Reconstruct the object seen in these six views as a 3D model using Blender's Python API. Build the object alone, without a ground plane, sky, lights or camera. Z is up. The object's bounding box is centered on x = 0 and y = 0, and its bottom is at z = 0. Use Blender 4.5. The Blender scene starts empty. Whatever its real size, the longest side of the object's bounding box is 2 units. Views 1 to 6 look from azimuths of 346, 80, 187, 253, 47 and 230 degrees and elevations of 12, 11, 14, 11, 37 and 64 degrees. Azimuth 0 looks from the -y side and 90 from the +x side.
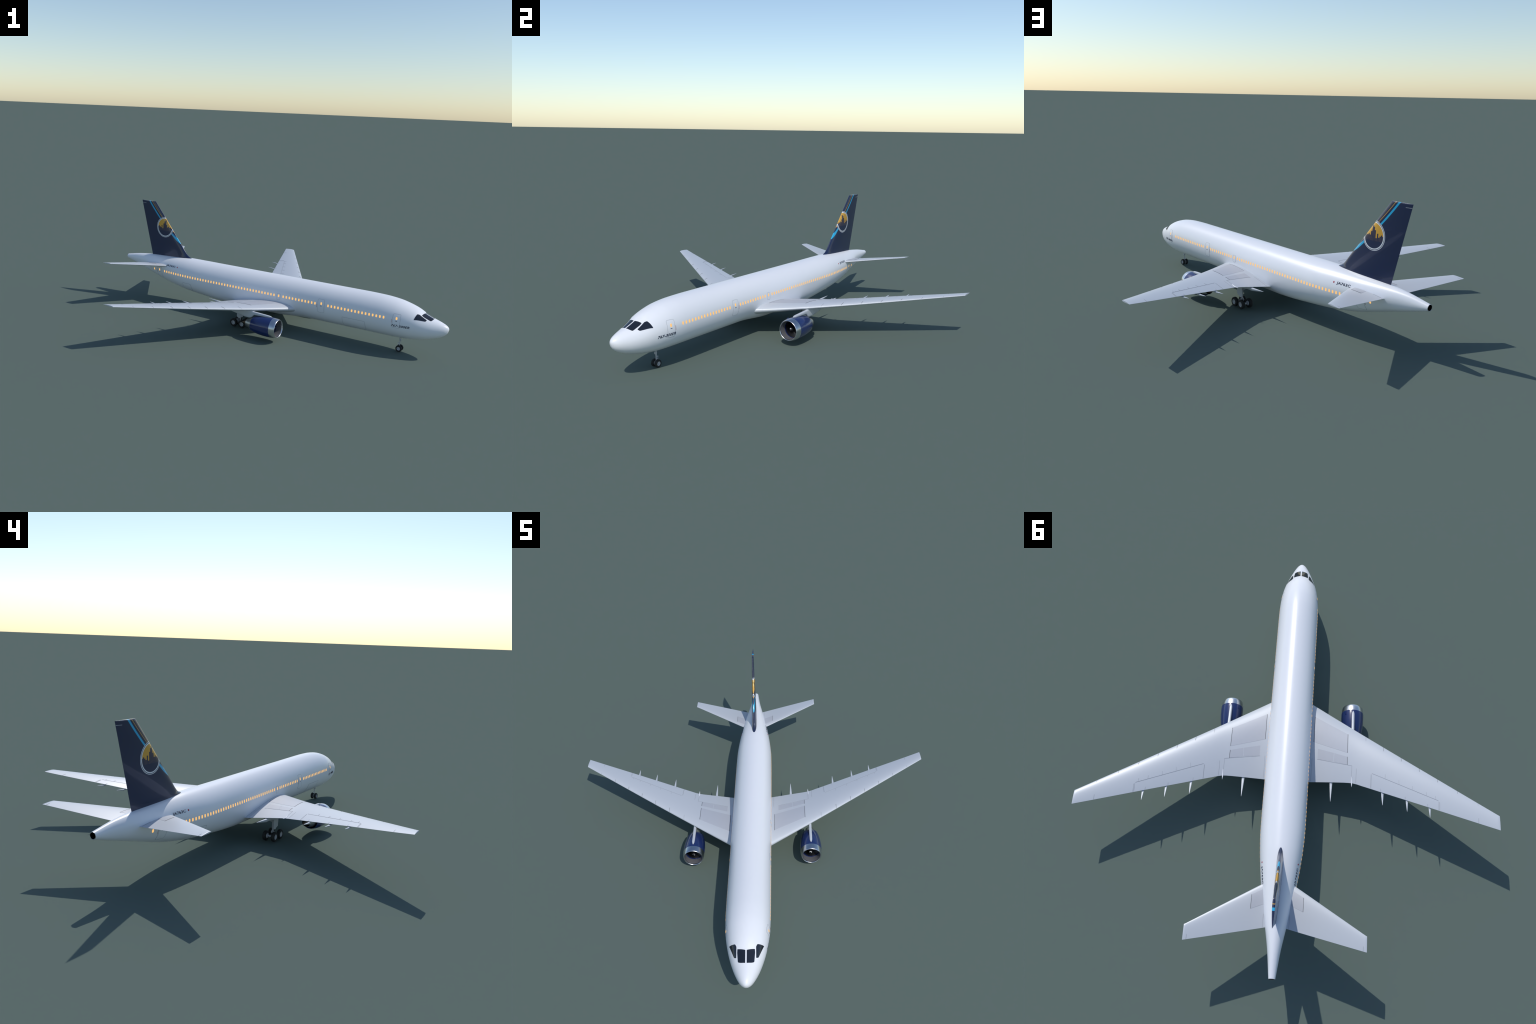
import math
# ------------------------------------------------------------------ geometry rules
# aircraft frame: x = forward along the fuselage, y = to port, z = up (metres in the 2 m frame)
def pchip(xs, ys, x):
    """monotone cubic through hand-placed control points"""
    n = len(xs)
    if x <= xs[0]: return ys[0]
    if x >= xs[-1]: return ys[-1]
    h = [xs[i+1]-xs[i] for i in range(n-1)]
    d = [(ys[i+1]-ys[i])/h[i] for i in range(n-1)]
    def slope(i):
        if i == 0: return d[0]
        if i == n-1: return d[-1]
        if d[i-1]*d[i] <= 0: return 0.0
        w1 = 2*h[i]+h[i-1]; w2 = h[i]+2*h[i-1]
        return (w1+w2)/(w1/d[i-1]+w2/d[i])
    i = 0
    while x > xs[i+1]: i += 1
    t = (x-xs[i])/h[i]
    return ((1+2*t)*(1-t)**2*ys[i] + t*(1-t)**2*h[i]*slope(i)
            + t*t*(3-2*t)*ys[i+1] + t*t*(t-1)*h[i]*slope(i+1))

NOSE = 1.4047
TAIL_LEN = 2.5205
# distance from nose, crown height, keel height, half width
FUSELAGE = [
    (0.0000, .1985, .1985, .0000), (0.0025, .2085, .1865, .0100), (0.0075, .2148, .1752, .0172),
    (0.0235, .2250, .1577, .0312), (0.0535, .2368, .1398, .0472), (0.0935, .2496, .1245, .0640),
    (0.1435, .2700, .1112, .0808), (0.1935, .2955, .1012, .0942), (0.2535, .3157, .0948, .1055),
    (0.3235, .3308, .0923, .1125), (0.4135, .3390, .0920, .1152), (0.5435, .3417, .0920, .1157),
    (0.9000, .3417, .0920, .1157), (1.3000, .3417, .0920, .1157), (1.6135, .3417, .0925, .1157),
    (1.7935, .3422, .0968, .1140), (1.8935, .3422, .1050, .1080), (1.9935, .3395, .1200, .0978),
    (2.0935, .3345, .1398, .0844), (2.1935, .3285, .1660, .0672), (2.2935, .3212, .1942, .0488),
    (2.3935, .3110, .2212, .0315), (TAIL_LEN, .2895, .2568, .0162)]
_FU = [math.sqrt(r[0]) for r in FUSELAGE]
_FT = [r[1] for r in FUSELAGE]; _FB = [r[2] for r in FUSELAGE]; _FW = [r[3] for r in FUSELAGE]
def fus_section(s):
    """crown z, keel z, half width at station s"""
    u = math.sqrt(max(0.0, min(TAIL_LEN, NOSE - s)))
    return pchip(_FU, _FT, u), pchip(_FU, _FB, u), pchip(_FU, _FW, u)
def fairing(s):
    """0..1 strength of the wing-to-body fairing that squares off the lower lobe"""
    f = lambda q: q*q*(3-2*q)
    up = f(max(0.0, min(1.0, (.49-s)/.24))); down = f(max(0.0, min(1.0, (s+.46)/.40)))
    return up*down
def fus_point(s, t):
    """skin point at station s, angle t round the section (0 = port, pi/2 = crown)"""
    zt, zb, w = fus_section(s); zc = (zt+zb)/2; h = (zt-zb)/2
    c, q = math.cos(t), math.sin(t)
    if q >= 0: return (s, w*c, zc+h*q)
    k = fairing(s); e = 2/(2+.9*k); h += .0095*k
    return (s, w*math.copysign(abs(c)**e, c), zc-h*abs(q)**e)
def fus_side_y(s, z):
    zt, zb, w = fus_section(s); h = (zt-zb)/2
    k = (z-(zt+zb)/2)/h; p = 2.0
    if k < 0:
        fa = fairing(s); p = 2+.9*fa; k = -k*h/(h+.0095*fa)
    return w*max(0.0, 1-abs(k)**p)**(1/p)
def fus_top_z(s, y):
    zt, zb, w = fus_section(s)
    k = y/w
    return (zt+zb)/2+(zt-zb)/2*math.sqrt(max(0.0, 1-k*k))

# wing control stations: y, leading edge s, trailing edge s, LE z, TE z, thickness ratio
WING = [
    (0.000, .496, -.053, .1500, .1200, .140), (0.118, .416, -.055, .1605, .1352, .135),
    (0.230, .3402, -.0575, .1705, .1530, .122), (0.300, .2929, -.0592, .1772, .1637, .115),
    (0.349, .2597, -.0625, .1822, .1705, .112), (0.400, .2252, -.0788, .1876, .1776, .110),
    (0.550, .1237, -.1312, .2048, .1990, .108), (0.750, -.0116, -.2010, .2298, .2278, .106),
    (1.000, -.1808, -.2885, .2618, .2622, .104), (1.092, -.2430, -.3207, .2738, .2757, .100)]
def table(tab, y):
    ys = [r[0] for r in tab]
    return [pchip(ys, [r[k] for r in tab], y) for k in range(1, len(tab[0]))]
def naca_half(x, tc):
    x = max(0.0, min(1.0, x))
    return tc*5*(.2969*math.sqrt(x)-.126*x-.3516*x*x+.2843*x**3-.1036*x**4)
def camber(x, m=.012, p=.45):
    return m/p**2*(2*p*x-x*x) if x < p else m/(1-p)**2*(1-2*p+2*p*x-x*x)
def surf_z(tab, s, y, upper=True, m=.012):
    le, te, zl, zt_, tc = table(tab, abs(y))
    c = le-te
    x = min(1, max(0, (le-s)/c))
    return zl+(zt_-zl)*x + c*(camber(x, m) + (naca_half(x, tc) if upper else -naca_half(x, tc)))
def wing_top(s, y): return surf_z(WING, s, y)
TAILPLANE = [
    (0.000, -.6240, -.8685, .2640, .2590, .090), (0.080, -.6760, -.8890, .2735, .2690, .090),
    (0.426, -.9010, -.9740, .3130, .3110, .085)]
def tail_top(s, y): return surf_z(TAILPLANE, s, y, True, 0.0)

# ------------------------------------------------------------------ scene helpers
import bpy, bmesh
from mathutils import Vector, Matrix

def srgb(r, g, b):
    f = lambda v: v/12.92 if v <= .04045 else ((v+.055)/1.055)**2.4
    return (f(r/255), f(g/255), f(b/255), 1.0)

class NodeMath:
    """tiny wrapper so that masks read like formulas"""
    def __init__(self, tree): self.t = tree
    def op(self, name, a, b=None, c=None):
        n = self.t.nodes.new('ShaderNodeMath'); n.operation = name
        for i, v in enumerate((a, b, c)):
            if v is None: continue
            if isinstance(v, (int, float)): n.inputs[i].default_value = v
            else: self.t.links.new(v, n.inputs[i])
        return n.outputs[0]
    def add(self, a, b): return self.op('ADD', a, b)
    def sub(self, a, b): return self.op('SUBTRACT', a, b)
    def mul(self, a, b): return self.op('MULTIPLY', a, b)
    def step(self, a, lo, soft=.0004):
        """0 below lo, 1 above, with a thin soft edge"""
        n = self.t.nodes.new('ShaderNodeMapRange'); n.clamp = True
        n.inputs['From Min'].default_value = -soft; n.inputs['From Max'].default_value = soft
        self.t.links.new(self.sub(a, lo), n.inputs['Value'])
        return n.outputs[0]
    def band(self, a, lo, hi, soft=.0004):
        return self.mul(self.step(a, lo, soft), self.sub(1.0, self.step(a, hi, soft)))
    def mix(self, fac, a, b):
        n = self.t.nodes.new('ShaderNodeMix'); n.data_type = 'RGBA'
        for sock, v in ((n.inputs[0], fac), (n.inputs[6], a), (n.inputs[7], b)):
            if isinstance(v, (int, float, tuple)): sock.default_value = v
            else: self.t.links.new(v, sock)
        return n.outputs[2]

def material(name, color, rough=.4, metal=0.0, coat=0.0, coat_rough=.08, emit=None, emit_strength=1.0,
             grain=.02, scale=60.0, bump=0.0, spec=.5):
    m = bpy.data.materials.new(name); m.use_nodes = True
    t = m.node_tree; b = t.nodes['Principled BSDF']
    b.inputs['Roughness'].default_value = rough
    b.inputs['Metallic'].default_value = metal
    b.inputs['Coat Weight'].default_value = coat
    b.inputs['Coat Roughness'].default_value = coat_rough
    b.inputs['Specular IOR Level'].default_value = spec
    k = NodeMath(t)
    tc = t.nodes.new('ShaderNodeTexCoord')
    nz = t.nodes.new('ShaderNodeTexNoise'); nz.inputs['Scale'].default_value = scale
    nz.inputs['Detail'].default_value = 3
    t.links.new(tc.outputs['Object'], nz.inputs['Vector'])
    lo = tuple(c*(1-grain) for c in color[:3])+(1,); hi = tuple(min(1, c*(1+grain)) for c in color[:3])+(1,)
    t.links.new(k.mix(nz.outputs['Fac'], lo, hi), b.inputs['Base Color'])
    if bump:
        bp = t.nodes.new('ShaderNodeBump'); bp.inputs['Strength'].default_value = bump
        bp.inputs['Distance'].default_value = .001
        t.links.new(nz.outputs['Fac'], bp.inputs['Height']); t.links.new(bp.outputs[0], b.inputs['Normal'])
    if emit:
        b.inputs['Emission Color'].default_value = emit
        b.inputs['Emission Strength'].default_value = emit_strength
    return m

WHITE = material('gloss_white_paint', (.84, .85, .88, 1), rough=.32, grain=.008)
GREY = material('wing_grey_paint', (.57, .60, .64, 1), rough=.40, metal=.06, grain=.012)
PANEL = material('walkway_grey_paint', (.50, .52, .565, 1), rough=.45, metal=.05, grain=.02)
NAVY = material('engine_navy_paint', (.012, .028, .125, 1), rough=.25, coat=.5, coat_rough=.05, grain=.03)
SEAM = material('seam_line', (.32, .34, .38, 1), rough=.6)
DARK_SEAM = material('dark_gap', (.05, .055, .065, 1), rough=.6)
METAL = material('polished_aluminium', (.60, .62, .65, 1), rough=.28, metal=1.0, grain=.02)
DULL = material('dull_titanium', (.42, .43, .44, 1), rough=.35, metal=.9, grain=.04)
BRONZE = material('burnt_exhaust_metal', (.16, .11, .075, 1), rough=.45, metal=.8, grain=.1)
LINER = material('inlet_liner', (.12, .122, .135, 1), rough=.5)  # grey darkened to carry the shade inside the inlet
BLACK = material('fan_black', (.012, .012, .014, 1), rough=.35)
DEEP_BLACK = material('deep_black', (.004, .004, .004, 1), rough=.9, spec=.1)  # near-black colour giving hollow interiors their darkness
RUBBER = material('tyre_rubber', (.012, .013, .014, 1), rough=.75, grain=.1, scale=400, bump=.15)
GEAR = material('gear_grey_paint', (.50, .51, .53, 1), rough=.45)
GLASS = material('tinted_cockpit_glass', (.012, .016, .026, 1), rough=.12, coat=.3)
LIT = material('lit_cabin_window', (.10, .06, .03, 1), rough=.4, emit=srgb(255, 198, 120), emit_strength=.95)
INK = material('navy_lettering', (.018, .028, .065, 1), rough=.5)
RED = material('red_marking', (.42, .012, .03, 1), rough=.5)
PALE_RED = material('pale_red_marking', (.48, .25, .26, 1), rough=.5)

def tail_fin_material():
    """navy fin with a curved sky-blue stripe, a gold pinstripe and a ringed city-skyline roundel"""
    m = bpy.data.materials.new('tail_livery'); m.use_nodes = True
    t = m.node_tree; b = t.nodes['Principled BSDF']; k = NodeMath(t)
    b.inputs['Roughness'].default_value = .3
    b.inputs['Coat Weight'].default_value = .5; b.inputs['Coat Roughness'].default_value = .05
    tc = t.nodes.new('ShaderNodeTexCoord'); sp = t.nodes.new('ShaderNodeSeparateXYZ')
    t.links.new(tc.outputs['Object'], sp.inputs[0])
    x, z = sp.outputs['X'], sp.outputs['Z']
    navy = (.009, .018, .065, 1); blue = (.016, .40, .68, 1); gold = (.70, .37, .045, 1); white = (.78, .80, .83, 1)
    # stripe centre line: quadratic in z, pitching forward towards the fin root
    dz = k.sub(z, .7268)
    line = k.add(k.add(k.mul(dz, -.8894), -.9025), k.mul(k.mul(dz, k.sub(z, .602)), .667))
    low = k.op('MAXIMUM', k.sub(.47, z), 0.0)
    line = k.add(line, k.mul(k.mul(low, low), 12.0))
    off = k.sub(x, line)
    flare = k.op('MAXIMUM', k.sub(.56, z), 0.0)          # stripe widens towards the root
    ahead = k.sub(off, k.mul(k.mul(flare, flare), 1.6))
    stripe = k.mul(k.step(off, -.0070), k.sub(1.0, k.step(ahead, .0066)))
    col = k.mix(stripe, navy, blue)
    goff = k.sub(off, k.sub(.0215, k.mul(dz, .04)))
    col = k.mix(k.band(goff, -.0017, .0017), col, gold)
    # roundel
    cx, cz = -.752, .545
    dx = k.sub(x, cx); dzz = k.sub(z, cz)
    r = k.op('SQRT', k.add(k.mul(dx, dx), k.mul(dzz, dzz)))
    inside = k.sub(1.0, k.step(r, .0749))
    col = k.mix(inside, col, navy)
    disc = k.sub(1.0, k.step(r, .0640))
    # skyline: one roof height per tower, towers .0086 wide, front to rear
    pitch, x0 = .0086, -.6890
    roofs = [.538, .545, .544, .551, .5455, .5645, .5957, .588, .5727, .535, .558, .540, .547, .5535, .548]
    pos = k.op('DIVIDE', k.sub(x0, x), pitch)
    cell = k.op('FLOOR', pos)
    roof = .538
    for i, h in enumerate(roofs):
        roof = k.add(roof, k.mul(k.op('COMPARE', cell, float(i), .5), h-.538))
    frac = k.op('FRACT', pos)
    gap = k.mul(k.sub(1.0, k.step(frac, .11, .03)), k.step(z, .5195))
    sky = k.op('MAXIMUM', k.step(k.sub(z, roof), 0.0), k.mul(gap, .42))
    col = k.mix(k.mul(disc, sky), col, gold)
    col = k.mix(k.band(r, .0637, .0690), col, white)
    col = k.mix(k.band(r, .0722, .0749), col, white)
    t.links.new(col, b.inputs['Base Color'])
    return m
LIVERY = tail_fin_material()

ROOT = bpy.data.objects.new('passenger_airliner', None)
bpy.context.scene.collection.objects.link(ROOT)
ROOT.rotation_euler = (0, 0, -math.pi/4)      # nose points between +x and -y
ROOT['label'] = 'white twin-engine airliner with navy tail and lit windows'
ROOT['category'] = 'airplane'

def link(ob, parent=None):
    bpy.context.scene.collection.objects.link(ob)
    ob.parent = parent or ROOT
    return ob
def mesh_object(name, verts, faces, mats, parent=None, smooth=True, slots=None, angle=None):
    me = bpy.data.meshes.new(name)
    me.from_pydata(verts, [], faces)
    if not isinstance(mats, (list, tuple)): mats = [mats]
    for mm in mats: me.materials.append(mm)
    bm = bmesh.new(); bm.from_mesh(me)
    bm.faces.ensure_lookup_table()
    if slots:
        for f, sl in zip(bm.faces, slots): f.material_index = sl
    bmesh.ops.remove_doubles(bm, verts=bm.verts, dist=1e-7)
    bmesh.ops.recalc_face_normals(bm, faces=bm.faces)
    bm.to_mesh(me); bm.free()
    for p in me.polygons: p.use_smooth = smooth
    if angle is not None and smooth:
        me.set_sharp_from_angle(angle=math.radians(angle))
    return link(bpy.data.objects.new(name, me), parent)
def copy_of(ob, name, parent=None):
    o = ob.copy(); o.name = name
    bpy.context.scene.collection.objects.link(o)
    if parent: o.parent = parent
    return o
class Soup:
    """collects verts/faces of several pieces that form one part"""
    def __init__(self): self.v = []; self.f = []; self.m = []
    def add(self, v, f, slot=0):
        o = len(self.v); self.v += [tuple(p) for p in v]
        self.f += [tuple(i+o for i in q) for q in f]; self.m += [slot]*len(f)
        return self
    def build(self, name, mats, parent=None, smooth=True, angle=35):
        return mesh_object(name, self.v, self.f, mats, parent, smooth, self.m, angle)
def loft(rings, cap0=True, cap1=True, closed=True):
    n = len(rings[0]); v = [p for r in rings for p in r]; f = []
    for i in range(len(rings)-1):
        for j in range(n if closed else n-1):
            a = i*n+j; b = i*n+(j+1) % n
            f.append((a, b, b+n, a+n))
    if cap0: f.append(tuple(range(n-1, -1, -1)))
    if cap1: f.append(tuple(range((len(rings)-1)*n, len(rings)*n)))
    return v, f
def revolve(profile, origin, axis='x', seg=64, cap0=False, cap1=False):
    """profile: (along, radius) pairs; along runs on the axis"""
    rings = []
    for a, r in profile:
        ring = []
        for j in range(seg):
            t = 2*math.pi*j/seg; c, s = r*math.cos(t), r*math.sin(t)
            if axis == 'x': p = (origin[0]+a, origin[1]+c, origin[2]+s)
            elif axis == 'y': p = (origin[0]+c, origin[1]+a, origin[2]+s)
            else: p = (origin[0]+c, origin[1]+s, origin[2]+a)
            ring.append(p)
        rings.append(ring)
    return loft(rings, cap0, cap1)
def rod(p0, p1, r0, r1=None, seg=16):
    r1 = r0 if r1 is None else r1
    a, b = Vector(p0), Vector(p1); d = (b-a).normalized()
    u = d.orthogonal().normalized(); w = d.cross(u)
    return loft([[tuple(c+u*(r*math.cos(2*math.pi*j/seg))+w*(r*math.sin(2*math.pi*j/seg))) for j in range(seg)]
                 for c, r in ((a, r0), (b, r1))])
def box(c, d, rot=None):
    pts = [Vector((x*d[0]/2, y*d[1]/2, z*d[2]/2)) for x in (-1, 1) for y in (-1, 1) for z in (-1, 1)]
    if rot: pts = [rot @ p for p in pts]
    return ([tuple(Vector(c)+p) for p in pts],
            [(0, 1, 3, 2), (4, 6, 7, 5), (0, 4, 5, 1), (2, 3, 7, 6), (0, 2, 6, 4), (1, 5, 7, 3)])
def plate(outline_xz, y0, y1):
    """flat plate: outline in the x-z plane, extruded from y0 to y1"""
    n = len(outline_xz)
    v = [(x, y0, z) for x, z in outline_xz]+[(x, y1, z) for x, z in outline_xz]
    f = [tuple(range(n)), tuple(range(2*n-1, n-1, -1))]+[(i, (i+1) % n, n+(i+1) % n, n+i) for i in range(n)]
    return v, f
def rounded(poly, rad, seg=5):
    """round the corners of a 2d polygon"""
    out = []; n = len(poly)
    rads = rad if isinstance(rad, (list, tuple)) else [rad]*n
    for i in range(n):
        p = Vector(poly[i]); a = (Vector(poly[i-1])-p); b = (Vector(poly[(i+1) % n])-p)
        r = min(rads[i], a.length*.45, b.length*.45)
        a.normalize(); b.normalize()
        p0, p1 = p+a*r, p+b*r
        for j in range(seg+1):
            t = j/seg
            out.append(tuple(p0*(1-t)**2+p*2*t*(1-t)+p1*t*t))
    return out
def dense(poly, step):
    out = []
    for i in range(len(poly)):
        a = Vector(poly[i]); b = Vector(poly[(i+1) % len(poly)])
        n = max(1, int((b-a).length/step))
        out += [tuple(a.lerp(b, j/n)) for j in range(n)]
    return out
def rect(x0, x1, z0, z1): return [(x0, z0), (x1, z0), (x1, z1), (x0, z1)]

# drape functions: 2d point + height above skin -> 3d point
def on_side(side):
    def f(p, h):
        s, z = p; e = .002
        y = fus_side_y(s, z)
        ds = (fus_side_y(s+e, z)-fus_side_y(s-e, z))/(2*e); dz = (fus_side_y(s, z+e)-fus_side_y(s, z-e))/(2*e)
        n = Vector((-ds, 1, -dz)).normalized()
        q = Vector((s, y, z))+n*h
        return (q.x, side*q.y, q.z)
    return f
def on_crown(p, h):
    s, y = p; e = .002
    z = fus_top_z(s, y)
    ds = (fus_top_z(s+e, y)-fus_top_z(s-e, y))/(2*e); dy = (fus_top_z(s, y+e)-fus_top_z(s, y-e))/(2*e)
    q = Vector((s, y, z))+Vector((-ds, -dy, 1)).normalized()*h
    return tuple(q)
def on_wing(side, top):
    return lambda p, h: (p[0], side*p[1], top(p[0], p[1])+h)
def draped_slab(poly, drape, h, rings=6, sink=.002):
    """slab with its own thickness that follows a curved skin"""
    cx = sum(p[0] for p in poly)/len(poly); cy = sum(p[1] for p in poly)/len(poly); n = len(poly)
    v = [drape((cx, cy), h)]; f = []
    for k in range(1, rings+1):
        q = k/rings
        v += [drape((cx+(p[0]-cx)*q, cy+(p[1]-cy)*q), h) for p in poly]
    for j in range(n): f.append((0, 1+j, 1+(j+1) % n))
    for k in range(rings-1):
        for j in range(n):
            a = 1+k*n+j; b = 1+k*n+(j+1) % n
            f.append((a, a+n, b+n, b))
    v += [drape(p, -sink) for p in poly]
    o = 1+(rings-1)*n
    for j in range(n): f.append((o+j, o+n+j, o+n+(j+1) % n, o+(j+1) % n))
    return v, f
def draped_line(pts, drape, width, h, closed=False, step=.006, sink=.001):
    """thin raised seam along a 2d polyline"""
    P = []
    segs = list(zip(pts, pts[1:]+pts[:1])) if closed else list(zip(pts, pts[1:]))
    for a, b in segs:
        a, b = Vector(a), Vector(b); n = max(1, int((b-a).length/step))
        P += [a.lerp(b, j/n) for j in range(n)]
    if not closed: P.append(Vector(pts[-1]))
    N = len(P); rings = []
    for i in range(N):
        if closed: d = P[(i+1) % N]-P[i-1]
        else: d = P[min(i+1, N-1)]-P[max(i-1, 0)]
        d.normalize(); nrm = Vector((-d.y, d.x))*(width/2)
        l, r = P[i]+nrm, P[i]-nrm
        rings.append([drape(l, -sink), drape(l, h), drape(r, h), drape(r, -sink)])
    if closed: rings.append(rings[0])
    return loft(rings, not closed, not closed)

# ------------------------------------------------------------------ fuselage
def build_fuselage():
    SEG = 128
    us = [TAIL_LEN*0]
    u = .0006
    while u < .5:
        us.append(u); u += max(.0012, min(.008, u*.25))
    while u < TAIL_LEN: us.append(u); u += .014
    us.append(TAIL_LEN)
    rings = []
    for u in us[1:]:
        rings.append([fus_point(NOSE-u, 2*math.pi*j/SEG) for j in range(SEG)])
    v, f = loft(rings, False, False)
    tip = len(v); v.append((NOSE, 0, FUSELAGE[0][1]))
    for j in range(SEG): f.append((tip, (j+1) % SEG, j))
    fus = mesh_object('fuselage', v, f, WHITE)
    # auxiliary power unit exhaust: rim, and pipe painted black inside for the dark hole
    s = NOSE-TAIL_LEN; zt, zb, w = fus_section(s); zc, h = (zt+zb)/2, (zt-zb)/2
    prof = [(0, 1.0), (-.0012, .99), (-.0018, .94), (-.0012, .88), (.004, .86), (.05, .80)]
    rings = [[(s+a, w*q*math.cos(2*math.pi*j/48), zc+h*q*math.sin(2*math.pi*j/48)) for j in range(48)] for a, q in prof]
    v, f = loft(rings, False, True)
    slots = [0]*(48*3)+[1]*(len(f)-48*3)
    mesh_object('exhaust_pipe', v, f, [DULL, DEEP_BLACK], fus, True, slots, 40)
    return fus
FUS = build_fuselage()

# ------------------------------------------------------------------ windows, doors, markings
DOOR_WINDOWS = (1.1147, .6155, .3030, -.7440)
def build_windows(side):
    """rows of lit cabin windows, shared mesh, turned to the local skin"""
    rows = [(1.0350, .664, 17), (.5715, .3375, 11), (.2675, -.6890, 42)]
    spots = [(a+(b-a)*i/(n-1), .2315) for a, b, n in rows for i in range(n)]
    spots += [(1.1147, .2372), (.6155, .2372), (.3030, .2320), (-.7440, .2345), (-.8030, .2300)]
    poly = dense(rounded(rect(-.0053, .0053, -.0084, .0084), .0046, 4), .003)
    R = .118
    flat = lambda p, h: (p[0], math.sqrt(R*R-p[1]*p[1])-R+h, p[1])
    v, f = draped_slab(poly, flat, .00015, 3, .003)
    me = None
    for s, z in spots:
        p0 = Vector(on_side(1)((s, z), 0)); n = (Vector(on_side(1)((s, z), 1))-p0)
        if me is None:
            ob = mesh_object('cabin_window', v, f, LIT, FUS, True, None, 40); me = ob.data
        else:
            ob = link(bpy.data.objects.new('cabin_window', me), FUS)
        yaw = math.atan2(-n.x, n.y); pitch = math.asin(max(-1, min(1, n.z)))
        if s in DOOR_WINDOWS: p0 = p0+n*.0005
        rot = Matrix.Rotation(yaw, 4, 'Z') @ Matrix.Rotation(pitch, 4, 'X')
        m = Matrix.Translation(p0) @ rot
        if side < 0: m = Matrix.Diagonal((1, -1, 1, 1)) @ m @ Matrix.Diagonal((1, -1, 1, 1)) @ Matrix.Rotation(math.pi, 4, 'Z')
        ob.matrix_local = m
for sd in (1, -1): build_windows(sd)

def build_door(side, s0, s1, z0, z1, rad, handle, name='cabin_door'):
    d = on_side(side); so = Soup()
    ol = rounded(rect(s0, s1, z0, z1), rad, 5)
    v, f = draped_slab(dense(ol, .004), d, .0004, 8); so.add(v, f, 0)
    v, f = draped_line(ol, d, .0010, .0006, True); so.add(v, f, 1)
    if handle:
        c = (s0+s1)/2
        v, f = draped_slab(dense(rounded(rect(c-.0055, c+.0055, .2200, .2230), .0008, 2), .002), d, .0009, 2); so.add(v, f, 2)
    so.build(name, [WHITE, SEAM, DARK_SEAM], FUS)
    if handle:
        v, f = draped_slab(dense(rounded(rect(s0-.0062, s0-.0045, .208, .231), .0006, 2), .002), d, .0007, 2)
        mesh_object('door_arrow_mark', v, f, PALE_RED, FUS, True, None, 40)
for sd in (1, -1):
    build_door(sd, 1.0915, 1.1375, .178, .2630, .009, True)
    build_door(sd, .5905, .6375, .178, .2640, .009, True)
    build_door(sd, .2895, .3145, .205, .2465, .006, False, 'overwing_exit')
    build_door(sd, -.7670, -.7190, .176, .2560, .009, True)
build_door(-1, .762, .915, .115, .1785, .007, False, 'cargo_door')
build_door(-1, -.511, -.431, .128, .1800, .006, False, 'cargo_door')

def lettering(name, body, side, s_first, s_last, z0, z1, slant):
    cu = bpy.data.curves.new(name, 'FONT'); cu.body = body; cu.size = 1.0; cu.shear = slant
    cu.offset = .019; cu.resolution_u = 3; cu.space_character = 1.06
    ob = bpy.data.objects.new(name, cu); bpy.context.scene.collection.objects.link(ob)
    dg = bpy.context.evaluated_depsgraph_get()
    me = bpy.data.meshes.new_from_object(ob.evaluated_get(dg))
    bpy.data.objects.remove(ob)
    bm = bmesh.new(); bm.from_mesh(me)
    bmesh.ops.remove_doubles(bm, verts=bm.verts, dist=1e-5)
    xs = [q.co.x for q in bm.verts]; ys = [q.co.y for q in bm.verts]
    x0, x1, y0, y1 = min(xs), max(xs), min(ys), max(ys)
    d = on_side(side)
    ext = bmesh.ops.extrude_face_region(bm, geom=bm.faces[:])
    up = {q for q in ext['geom'] if isinstance(q, bmesh.types.BMVert)}
    for q in bm.verts:
        a = (q.co.x-x0)/(x1-x0); b = (q.co.y-y0)/(y1-y0)
        q.co = d((s_first+(s_last-s_first)*a, z0+(z1-z0)*b), .0008 if q in up else -.0008)
    bmesh.ops.recalc_face_normals(bm, faces=bm.faces)
    bm.to_mesh(me); bm.free()
    me.materials.clear(); me.materials.append(INK)
    me.name = name
    link(bpy.data.objects.new(name, me), FUS)
lettering('type_lettering', '767-300ER', 1, 1.1965, 1.0850, .1853, .1998, .25)
lettering('type_lettering', '767-300ER', -1, 1.0845, 1.1960, .1853, .1998, .25)
lettering('registration_lettering', 'JA763C', 1, -.5870, -.6770, .2708, .2872, 0)
lettering('registration_lettering', 'JA763C', -1, -.6770, -.5870, .2705, .2868, 0)
for sd in (1, -1):
    circ = [(-.5678+.0042*math.cos(i*math.pi/12), .2800+.0042*math.sin(i*math.pi/12)) for i in range(24)]
    v, f = draped_slab(circ, on_side(sd), .0007, 2)
    mesh_object('red_disc_marking', v, f, RED, FUS, True, None, 40)

# cockpit glazing: front and side panes, plan-view outlines draped on the nose
FRONT = [(1.2555, .0035), (1.2465, .0415), (1.2600, .0425), (1.3030, .0385), (1.3095, .026), (1.3125, .0035)]
SIDE = [(1.2350, .0470), (1.2225, .0530), (1.2120, .0840), (1.2760, .0575), (1.2815, .0475)]
for sd in (1, -1):
    for poly, rad in ((FRONT, [.002, .002, .004, .004, .012, .002]), (SIDE, [.003, .004, .002, .004, .003])):
        ol = dense(rounded([(a, b*sd) for a, b in poly], rad, 4), .003)
        v, f = draped_slab(ol, on_crown, .0007, 10)
        mesh_object('cockpit_window', v, f, GLASS, FUS, True, None, 40)

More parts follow.
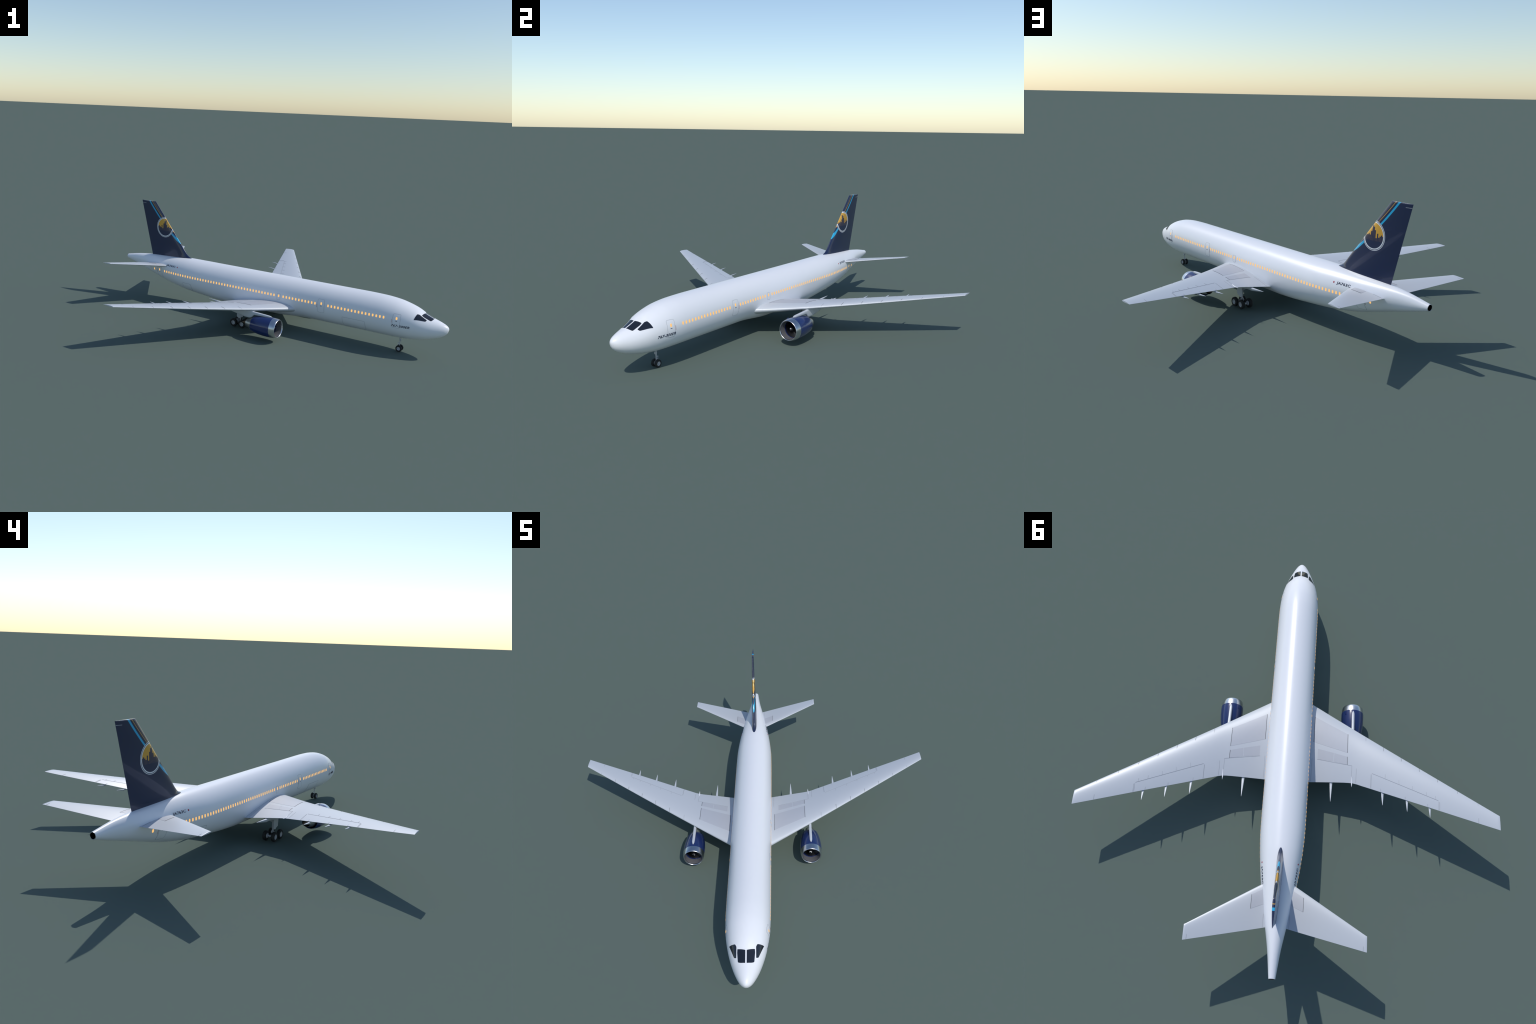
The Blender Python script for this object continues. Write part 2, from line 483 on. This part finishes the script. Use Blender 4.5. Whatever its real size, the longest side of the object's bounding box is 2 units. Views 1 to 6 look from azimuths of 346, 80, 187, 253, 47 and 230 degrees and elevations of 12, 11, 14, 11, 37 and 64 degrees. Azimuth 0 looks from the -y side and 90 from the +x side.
# ------------------------------------------------------------------ wings and tailplanes
def airfoil_x(n=28):
    return [(1-math.cos(math.pi*i/n))/2 for i in range(n+1)]
def lifting_surface(name, tab, ys, side, mat, m, tip_round, strip):
    xs = airfoil_x(36); rings = []; slots = []
    for y, shrink in ys:
        le, te, zl, zt_, tc = table(tab, y); c = le-te; ring = []
        def pt(x, up):
            hz = naca_half(x, tc)+.0012*x       # slightly blunt trailing edge
            zz = zl+(zt_-zl)*x+c*(camber(x, m) if m else 0)+c*hz*shrink*(1 if up else -1)
            return (le-c*x, side*y, zz)
        for x in reversed(xs): ring.append(pt(x, True))
        for x in xs[1:]: ring.append(pt(x, False))
        rings.append(ring)
    n = len(rings[0]); v, f = loft(rings)
    k = len(xs)-1
    for i in range(len(rings)-1):
        for j in range(n):
            lead = strip and ys[i][0] > strip[0] and (k-strip[1] <= j < k+strip[2])
            slots.append(1 if lead else 0)
    slots += [0, 0]
    return mesh_object(name, v, f, [mat], None, True, None, 50)

WINGS = {}
for sd in (1, -1):
    ys = [(y, 1) for y in (0, .06, .118, .122, .15, .19, .23, .265, .30, .325, .349, .375, .40, .45, .50, .55, .60, .65, .70, .75, .80, .85, .90, .95, 1.0, 1.03, 1.055, 1.08, 1.0915)]
    ys += [(1.0925, .92)]
    WINGS[sd] = lifting_surface('wing', WING, ys, sd, GREY, .012, True, None)
TAILS = {}
for sd in (1, -1):
    ys = [(y, 1) for y in (0, .03, .06, .08, .12, .16, .2, .25, .3, .35, .4, .418)]+[(.4268, 1), (.4275, .9)]
    TAILS[sd] = lifting_surface('horizontal_stabilizer', TAILPLANE, ys, sd, GREY, 0.0, True, None)

# panels and seams on the wings
def wing_details(side):
    d = on_wing(side, wing_top); W = WINGS[side]
    pa = [(.2190, .3195), (.3221, .1349), (.1681, .1340), (.1070, .3202)]
    pb = [(.0838, .3198), (.1045, .2492), (.0570, .2478), (.0386, .3209)]
    pc = [(.1055, .2462), (.1284, .1588), (.0693, .1588), (.0580, .2448)]
    for poly in (pa, pb, pc):
        v, f = draped_slab(dense(poly, .012), d, .0007, 10, .002)
        mesh_object('walkway_panel', v, f, PANEL, W, True, None, 40)
    so = Soup()
    def ln(pts, w=.0011, slot=0):
        v, f = draped_line(pts, d, w, .0009, False, .008); so.add(v, f, slot)
    # gaps beside the panels
    ln([pa[0], pa[3]], .0020, 1); ln([pa[1], pa[2]], .0020, 1); ln([pb[0], pb[3]], .0020, 1)
    # inboard flap, inboard aileron, outboard flap
    ln([(.0329, .3460), (.0696, .1570)]); ln([(.0329, .3460), (-.0570, .3468)]); ln([(.0744, .1294), (-.0512, .1288)])
    ln([(.0172, .3700), (-.0640, .3700)])
    ln([(-.0118, .4540), (-.1645, .7930)], .0013); ln([(-.0168, .4490), (-.0930, .4495)], .0022)
    ln([(-.1703, .7957), (-.2150, .7957)], .0009); ln([(-.1733, .8004), (-.2165, .8004)], .0009)
    ln([(-.2576, .9895), (-.2835, .9890)], .0009)
    for s0, y in ((-.0963, .5010), (-.1416, .6268), (-.1822, .7405)): ln([(s0, y), (s0-.017, y)], .0009)
    # spoiler divisions
    for y in (.5224, .5940, .6628, .7330, .7790):
        s1 = -.0118-.4505*(y-.4540); ln([(s1+.026-.03*(y-.52), y), (s1, y)], .0007)
    # slat divisions along the leading edge
    for y, dep in ((.418, .032), (.513, .029), (.6065, .026), (.70, .023), (.793, .020), (.890, .017), (.990, .014)):
        le = table(WING, y)[0]; ln([(le-.0012, y), (le-dep, y)], .0012, 0 if y < .45 or y > .95 else 1)
    so.build('panel_seams', [SEAM, DARK_SEAM], W)['kind'] = 'stuff'
    # tailplane
    d = on_wing(side, tail_top); T = TAILS[side]
    hp = [(-.7329, .1250), (-.7030, .0745), (-.7744, .0660), (-.8013, .1253)]
    v, f = draped_slab(dense(hp, .008), d, .0007, 8, .002)
    mesh_object('walkway_panel', v, f, PANEL, T, True, None, 40)
    so = Soup()
    for pts, w, sl in (([hp[0], hp[3]], .0016, 1), ([(-.8198, .0625), (-.8821, .0627)], .0010, 0), ([(-.9475, .4104), (-.9690, .4104)], .0009, 0)):
        v, f = draped_line(pts, d, w, .0009, False, .008); so.add(v, f, sl)
    so.build('panel_seams', [SEAM, DARK_SEAM], T)['kind'] = 'stuff'
for sd in (1, -1): wing_details(sd)

# flap track fairings: canoe bodies under the trailing edge
def canoe(side, y, s_front, s_tip, z_tip, depth, half_w, name='flap_track_fairing'):
    rings = []; n = 22
    le, te, zl, zt_, tc = table(WING, y)
    for i in range(n+1):
        q = i/n; s = s_front+(s_tip-s_front)*q
        zk = zt_-.0055
        if s > te+.03: top = surf_z(WING, s, y, False)+.0015
        elif s > te-.004:
            q3 = (te+.03-s)/.034; top = (surf_z(WING, te+.03, y, False)+.0015)*(1-q3)+zk*q3
        else:
            q2 = (te-.004-s)/(te-.004-s_tip); top = zk*(1-q2)+z_tip*q2
        env = min(1.0, (q/.35)**.6)*min(1.0, ((1-q)/.62)**.85)
        dd = depth*env+.0004; ww = half_w*min(1.0, (q/.25)**.5)*min(1.0, ((1-q)/.50)**.8)+.0003
        ring = []
        for j in range(24):
            t = 2*math.pi*j/24; c, sn = math.cos(t), math.sin(t)
            ring.append((s, side*(y+ww*c), top+(.0015*env*sn if sn > 0 else dd*sn)))
        rings.append(ring)
    v, f = loft(rings)
    return mesh_object(name, v, f, GREY, WINGS[side], True, None, 50)
for sd in (1, -1):
    canoe(sd, .2385, .13, -.1705, .1545, .026, .0088)
    canoe(sd, .5110, .03, -.1900, .1935, .0150, .0086)
    canoe(sd, .6368, -.02, -.2245, .2112, .0140, .0084)
    canoe(sd, .7515, -.07, -.2560, .2275, .0130, .0082)
    # slim link fairing at the flap break, proud of the upper skin
    rings = []
    for i in range(13):
        q = i/12; s = -.028-.0595*q; ww = .0034*math.sin(math.pi*min(.999, q*.8+.1))**.8*(1-q**4)+.0002
        zc = (wing_top(max(s, -.060), .348)*(1-q)+.1745*q); hh = .0045*(1-q*.85)
        rings.append([(s, sd*(.348+ww*math.cos(t)), zc-.001+hh*math.sin(t)) for t in [2*math.pi*j/16 for j in range(16)]])
    v, f = loft(rings)
    mesh_object('flap_link_fairing', v, f, WHITE, WINGS[sd], True, None, 50)

# ------------------------------------------------------------------ fin
FIN_LE = [(.290, -.5040), (.3425, -.5060), (.3490, -.5240), (.3570, -.5370), (.3720, -.5530), (.4013, -.5775), (.4400, -.6090),
          (.4800, -.6440), (.5356, -.6890), (.6150, -.7552), (.7274, -.8505)]
def fin_te(z): return -.9812+(-.8736+.9812)*(.7268-z)/(.7268-.3217)
def build_fin():
    zs = [.290, .32, .335, .3425, .346, .350, .355, .361, .368, .376, .386]+[.40+.02*i for i in range(17)]+[.7235, .7262, .7268]
    xs = airfoil_x(40); rings = []
    for z in zs:
        le = pchip([p[0] for p in FIN_LE], [p[1] for p in FIN_LE], z); te = fin_te(z)
        c = le-te; q = (z-.34)/.387
        half = (.0165+(.0064-.0165)*max(0, min(1, q)))     # half thickness
        half *= 1 if z < .7255 else (.9 if z < .7265 else .7)
        sc = half/naca_half(.3, 1.0)
        ring = [(le-c*x, sc*naca_half(x, 1.0)+.0004*x, z) for x in reversed(xs)]
        ring += [(le-c*x, -sc*naca_half(x, 1.0)-.0004*x, z) for x in xs[1:]]
        rings.append(ring)
    v, f = loft(rings)
    fin = mesh_object('tail_fin', v, f, LIVERY, None, True, None, 50)
    # rudder end gaps
    def half_at(s, z):
        le = pchip([p[0] for p in FIN_LE], [p[1] for p in FIN_LE], z); te = fin_te(z); c = le-te
        q = max(0, min(1, (z-.34)/.387)); sc = (.0165-.0101*q)/naca_half(.3, 1.0)
        return sc*naca_half((le-s)/c, 1.0)
    so = Soup()
    for sd in (1, -1):
        d = lambda p, h, sd=sd: (p[0], sd*(half_at(p[0], p[1])+.0004+h), p[1])
        v, f = draped_line([(-.9400, .7072), (-.9755, .7083)], d, .0016, .0006); so.add(v, f, 0)
        v, f = draped_line([(-.7700, .3437), (-.8790, .3495)], d, .0010, .0005); so.add(v, f, 1)
    so.build('rudder_gap', [PANEL, INK], fin)
build_fin()

# ------------------------------------------------------------------ engines
def build_engine(side):
    Y = .348*side
    axis_z = lambda s: .0925+(.0870-.0925)*max(0, min(1, (.447-s)/.25))
    def body(profile, seg=72, c0=False, c1=False):
        return loft([[(s, Y+r*math.cos(2*math.pi*j/seg), axis_z(s)+r*math.sin(2*math.pi*j/seg)) for j in range(seg)] for s, r in profile], c0, c1)
    def smooth(pts, n):
        xs = [-p[0] for p in pts]
        return [(pts[0][0]+(pts[-1][0]-pts[0][0])*i/n, pchip(xs, [p[1] for p in pts], -(pts[0][0]+(pts[-1][0]-pts[0][0])*i/n))) for i in range(n+1)]
    cowl = smooth([(.4050, .0630), (.385, .0636), (.355, .0628), (.32, .0598), (.29, .0552), (.2605, .0482)], 24)
    v, f = body(cowl+[(.2595, .0476), (.2610, .0466), (.29, .0478), (.33, .0490)])
    eng = mesh_object('engine', v, f, NAVY, None, True, None, 50)
    lip = [(.4050, .0630), (.412, .0626), (.420, .0619), (.428, .0609), (.4352, .0595), (.4402, .0580), (.4430, .0565), (.4438, .0552), (.4430, .0539), (.4408, .0528), (.4370, .0518)]
    v, f = body(lip)
    mesh_object('inlet_lip', v, f, METAL, eng, True, None, 60)
    v, f = body([(.4370, .0518), (.424, .0504), (.408, .0500), (.400, .0500)])
    mesh_object('inlet_liner', v, f, LINER, eng)
    v, f = body([(.4000, .0502), (.4000, .0494), (.3820, .0494)])
    mesh_object('fan_case', v, f, NAVY, eng, True, None, 40)
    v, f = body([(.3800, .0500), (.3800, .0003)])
    mesh_object('fan_shadow_plate', v, f, DEEP_BLACK, eng)  # black disc modelled as the shadow behind the blades
    # fan blades
    bl = None
    for i in range(30):
        if bl is None:
            rings = []
            for q in range(9):
                r = .012+(.0482-.012)*q/8; tw = math.radians(25+38*q/8); ch = .0052+.003*q/8
                rings.append([(ch*math.cos(tw)*a-math.sin(tw)*b*.0007, ch*math.sin(tw)*a+math.cos(tw)*b*.0007, r) for a, b in ((-1, 0), (0, 1), (1, 0), (0, -1))])
            v, f = loft(rings)
            bl = mesh_object('fan_blade', v, f, BLACK, eng, True, None, 40); o = bl
        else: o = link(bpy.data.objects.new('fan_blade', bl.data), eng)
        o.matrix_local = Matrix.Translation((.392, Y, axis_z(.392))) @ Matrix.Rotation(2*math.pi*i/30, 4, 'X')
    # spinner with a pale spiral
    cone = [(.4190, .0004), (.4180, .0028), (.4145, .0062), (.4080, .0100), (.3990, .0138), (.3900, .0155)]
    v, f = body(cone, 32, True)
    mesh_object('spinner', v, f, BLACK, eng)
    pts = []
    for i in range(18):
        q = i/17; s = .4182-.012*q; r = pchip([-p[0] for p in cone], [p[1] for p in cone], -s)+.0004
        a = side*(q*3.6)+.6; pts.append((Vector((s, Y+r*math.cos(a), axis_z(s)+r*math.sin(a))), .0006+.0026*math.sin(math.pi*min(1, q*.9+.1))))
    rings = []
    for p, w in pts:
        c = Vector((p.x-.006, Y, axis_z(p.x))); n = (p-c).normalized(); tgt = Vector((0, -(p.z-c.z), p.y-c.y)).normalized(); wd = n.cross(tgt).normalized()
        rings.append([tuple(p+wd*w), tuple(p+n*.0005), tuple(p-wd*w), tuple(p-n*.001)])
    v, f = loft(rings)
    mesh_object('spinner_spiral', v, f, WHITE, eng)
    # hot section
    v, f = body([(.300, .040), (.262, .0385), (.243, .0345), (.2297, .0300), (.2125, .0255), (.2115, .0246), (.2145, .0235), (.235, .0230)])
    mesh_object('core_cowl', v, f, DULL, eng, True, None, 45)
    v, f = body([(.240, .016), (.215, .0155), (.200, .0115), (.185, .0062), (.1765, .0030), (.1755, .0004)], 40, True, True)
    mesh_object('exhaust_plug', v, f, BRONZE, eng, True, None, 45)
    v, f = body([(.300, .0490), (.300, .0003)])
    mesh_object('bypass_duct_shadow_plate', v, f, DEEP_BLACK, eng)  # closes the annulus with a plate of drawn darkness
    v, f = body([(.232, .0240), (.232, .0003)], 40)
    mesh_object('exhaust_black_disc', v, f, DEEP_BLACK, eng)  # flat near-black disc inside the nozzle
    # strake on the inboard shoulder
    a = math.radians(128); ca, sa = math.cos(a)*side, math.sin(a)
    so = Soup(); w = Vector((0, -sa*side, abs(ca)))*.0007
    o2 = []
    for s, h in ((.401, -.004), (.393, .0050), (.378, .0065), (.374, -.004)):
        r = .0625+h; o2.append(Vector((s, Y+r*math.cos(a)*side, axis_z(s)+r*sa)))
    tang = Vector((0, -sa, math.cos(a)*side))*.0008
    v = [tuple(p+tang) for p in o2]+[tuple(p-tang) for p in o2]
    f = [(0, 1, 2, 3), (7, 6, 5, 4)]+[(i, (i+1) % 4, 4+(i+1) % 4, 4+i) for i in range(4)]
    mesh_object('nacelle_strake', v, f, NAVY, eng, False)
    # pylon: side profile with rounded nose, lofted from top to bottom
    st = [  # s, top z, bottom z, half width
        (.3945, .1585, .1560, .0008), (.385, .1622, .1540, .0052), (.372, .1642, .1520, .0076), (.35, .1655, .1512, .0080), (.31, .1675, .1500, .0082),
        (.285, .1688, .1492, .0084), (.268, .1695, .1482, .0086), (.262, .1700, .1465, .0088), (.252, .1720, .1365, .0090), (.2426, .176, .1280, .0092), (.225, .180, .1240, .0092),
        (.20, .182, .1245, .0090), (.17, .182, .1290, .0082), (.13, .178, .1350, .0062), (.09, .174, .1420, .0030), (.07, .172, .150, .0006)]
    xs = [-r[0] for r in st]; rings = []
    for i in range(61):
        s = .3945-(.3945-.07)*i/60
        zt, zb, w = (pchip(xs, [r[k] for r in st], -s) for k in (1, 2, 3))
        if s < .25: zt = min(zt, surf_z(WING, s, .348, False)+.008)
        zc, h = (zt+zb)/2, (zt-zb)/2
        ring = []
        for j in range(32):
            t = 2*math.pi*j/32; c, q = math.cos(t), math.sin(t)
            ring.append((s, Y+w*math.copysign(abs(c)**.55, c), zc+h*math.copysign(abs(q)**.7, q)))
        rings.append(ring)
    v, f = loft(rings)
    mesh_object('engine_pylon', v, f, GREY, eng, True, None, 50)
for sd in (1, -1): build_engine(sd)

# ------------------------------------------------------------------ landing gear
def wheel_meshes(R, W, rim):
    """tyre and rim around the y axis, centred"""
    tyre = [(-W*.42, rim), (-W*.5, rim*1.12), (-W*.5, R*.82), (-W*.44, R*.93), (-W*.30, R*.99), (-W*.10, R), (W*.10, R), (W*.30, R*.99), (W*.44, R*.93), (W*.5, R*.82), (W*.5, rim*1.12), (W*.42, rim)]
    hub = [(-W*.34, rim*.22), (-W*.30, rim*.30), (-W*.06, rim*.40), (-W*.04, rim*.72), (-W*.46, rim*.95), (-W*.46, rim*1.06), (W*.46, rim*1.06), (W*.46, rim*.95), (W*.04, rim*.72), (W*.06, rim*.40), (W*.30, rim*.30), (W*.34, rim*.22)]
    return revolve(tyre, (0, 0, 0), 'y', 40), revolve(hub, (0, 0, 0), 'y', 32, True, True)
def add_wheels(parent, centres, R, W, rim):
    (tv, tf), (hv, hf) = wheel_meshes(R, W, rim)
    t = h = None
    for c in centres:
        if t is None:
            t = mesh_object('tyre', tv, tf, RUBBER, parent, True, None, 40); h = mesh_object('wheel_rim', hv, hf, GEAR, parent, True, None, 40); a, b = t, h
        else:
            a = link(bpy.data.objects.new('tyre', t.data), parent); b = link(bpy.data.objects.new('wheel_rim', h.data), parent)
        a.location = c; b.location = c

def build_nose_gear():
    so = Soup(); S = 1.1135
    so.add(*rod((S, 0, .102), (S, 0, .060), .0036)); so.add(*rod((S, 0, .062), (S, 0, .0205), .0026))
    so.add(*rod((S, -.022, .0205), (S, .022, .0205), .0026))
    so.add(*box((S-.0085, 0, .0535), (.010, .006, .0022))); so.add(*box((S-.0085, 0, .0435), (.010, .006, .0022)))   # torque links
    g = so.build('nose_landing_gear', [GEAR])
    v, f = revolve([(-.005, .002), (-.004, .0055), (.003, .0072), (.0045, .0068), (.0040, .0003)], (S+.003, 0, .0745), 'x', 24, True, False)
    mesh_object('taxi_lamp', v, f, GEAR, g, True, None, 40)                   # lamp cluster on the leg
    add_wheels(g, [(S, y, .0205) for y in (.0125, -.0125)], .0205, .0130, .0105)
build_nose_gear()

def build_main_gear(side):
    so = Soup(); S, Y = .0724, .2135*side; ZW = .0272
    so.add(*rod((S, Y, .150), (S, Y, .062), .0066)); so.add(*rod((S, Y, .064), (S, Y, ZW), .0042))
    so.add(*rod((S-.036, Y, ZW), (S+.036, Y, ZW), .0050))                     # bogie beam
    for ds in (-.0330, .0330): so.add(*rod((S+ds, Y-.027, ZW), (S+ds, Y+.027, ZW), .0036))
    for ds in (-.0330, .0330):
        for dy in (-.016, .016): so.add(*rod((S+ds, Y+dy-.005, ZW), (S+ds, Y+dy+.005, ZW), .0115, None, 24))   # brake packs
    so.add(*rod((S-.004, Y, .060), (S-.019, Y, .047), .0022)); so.add(*rod((S-.019, Y, .047), (S-.008, Y, .032), .0022))
    so.add(*rod((S, Y, .098), (S-.005, Y-.075*side, .125), .0034))            # side brace
    so.add(*rod((S, Y, .085), (S+.055, Y, .140), .0030))                      # drag brace
    so.add(*rod((S-.012, Y-.004*side, .115), (S, Y, .085), .0024))
    g = so.build('main_landing_gear', [GEAR])
    door = [(.0540, .155), (.1040, .155), (.1045, .108), (.1010, .0735), (.086, .0690), (.074, .0610), (.064, .0610), (.0540, .0680)]
    v, f = plate(door, Y+.0125*side, Y+.0145*side)
    mesh_object('gear_door', v, f, GREY, g, False)
    add_wheels(g, [(S+ds, Y+dy, ZW) for ds in (-.0330, .0330) for dy in (-.0260, .0260)], .0272, .0190, .0135)
for sd in (1, -1): build_main_gear(sd)
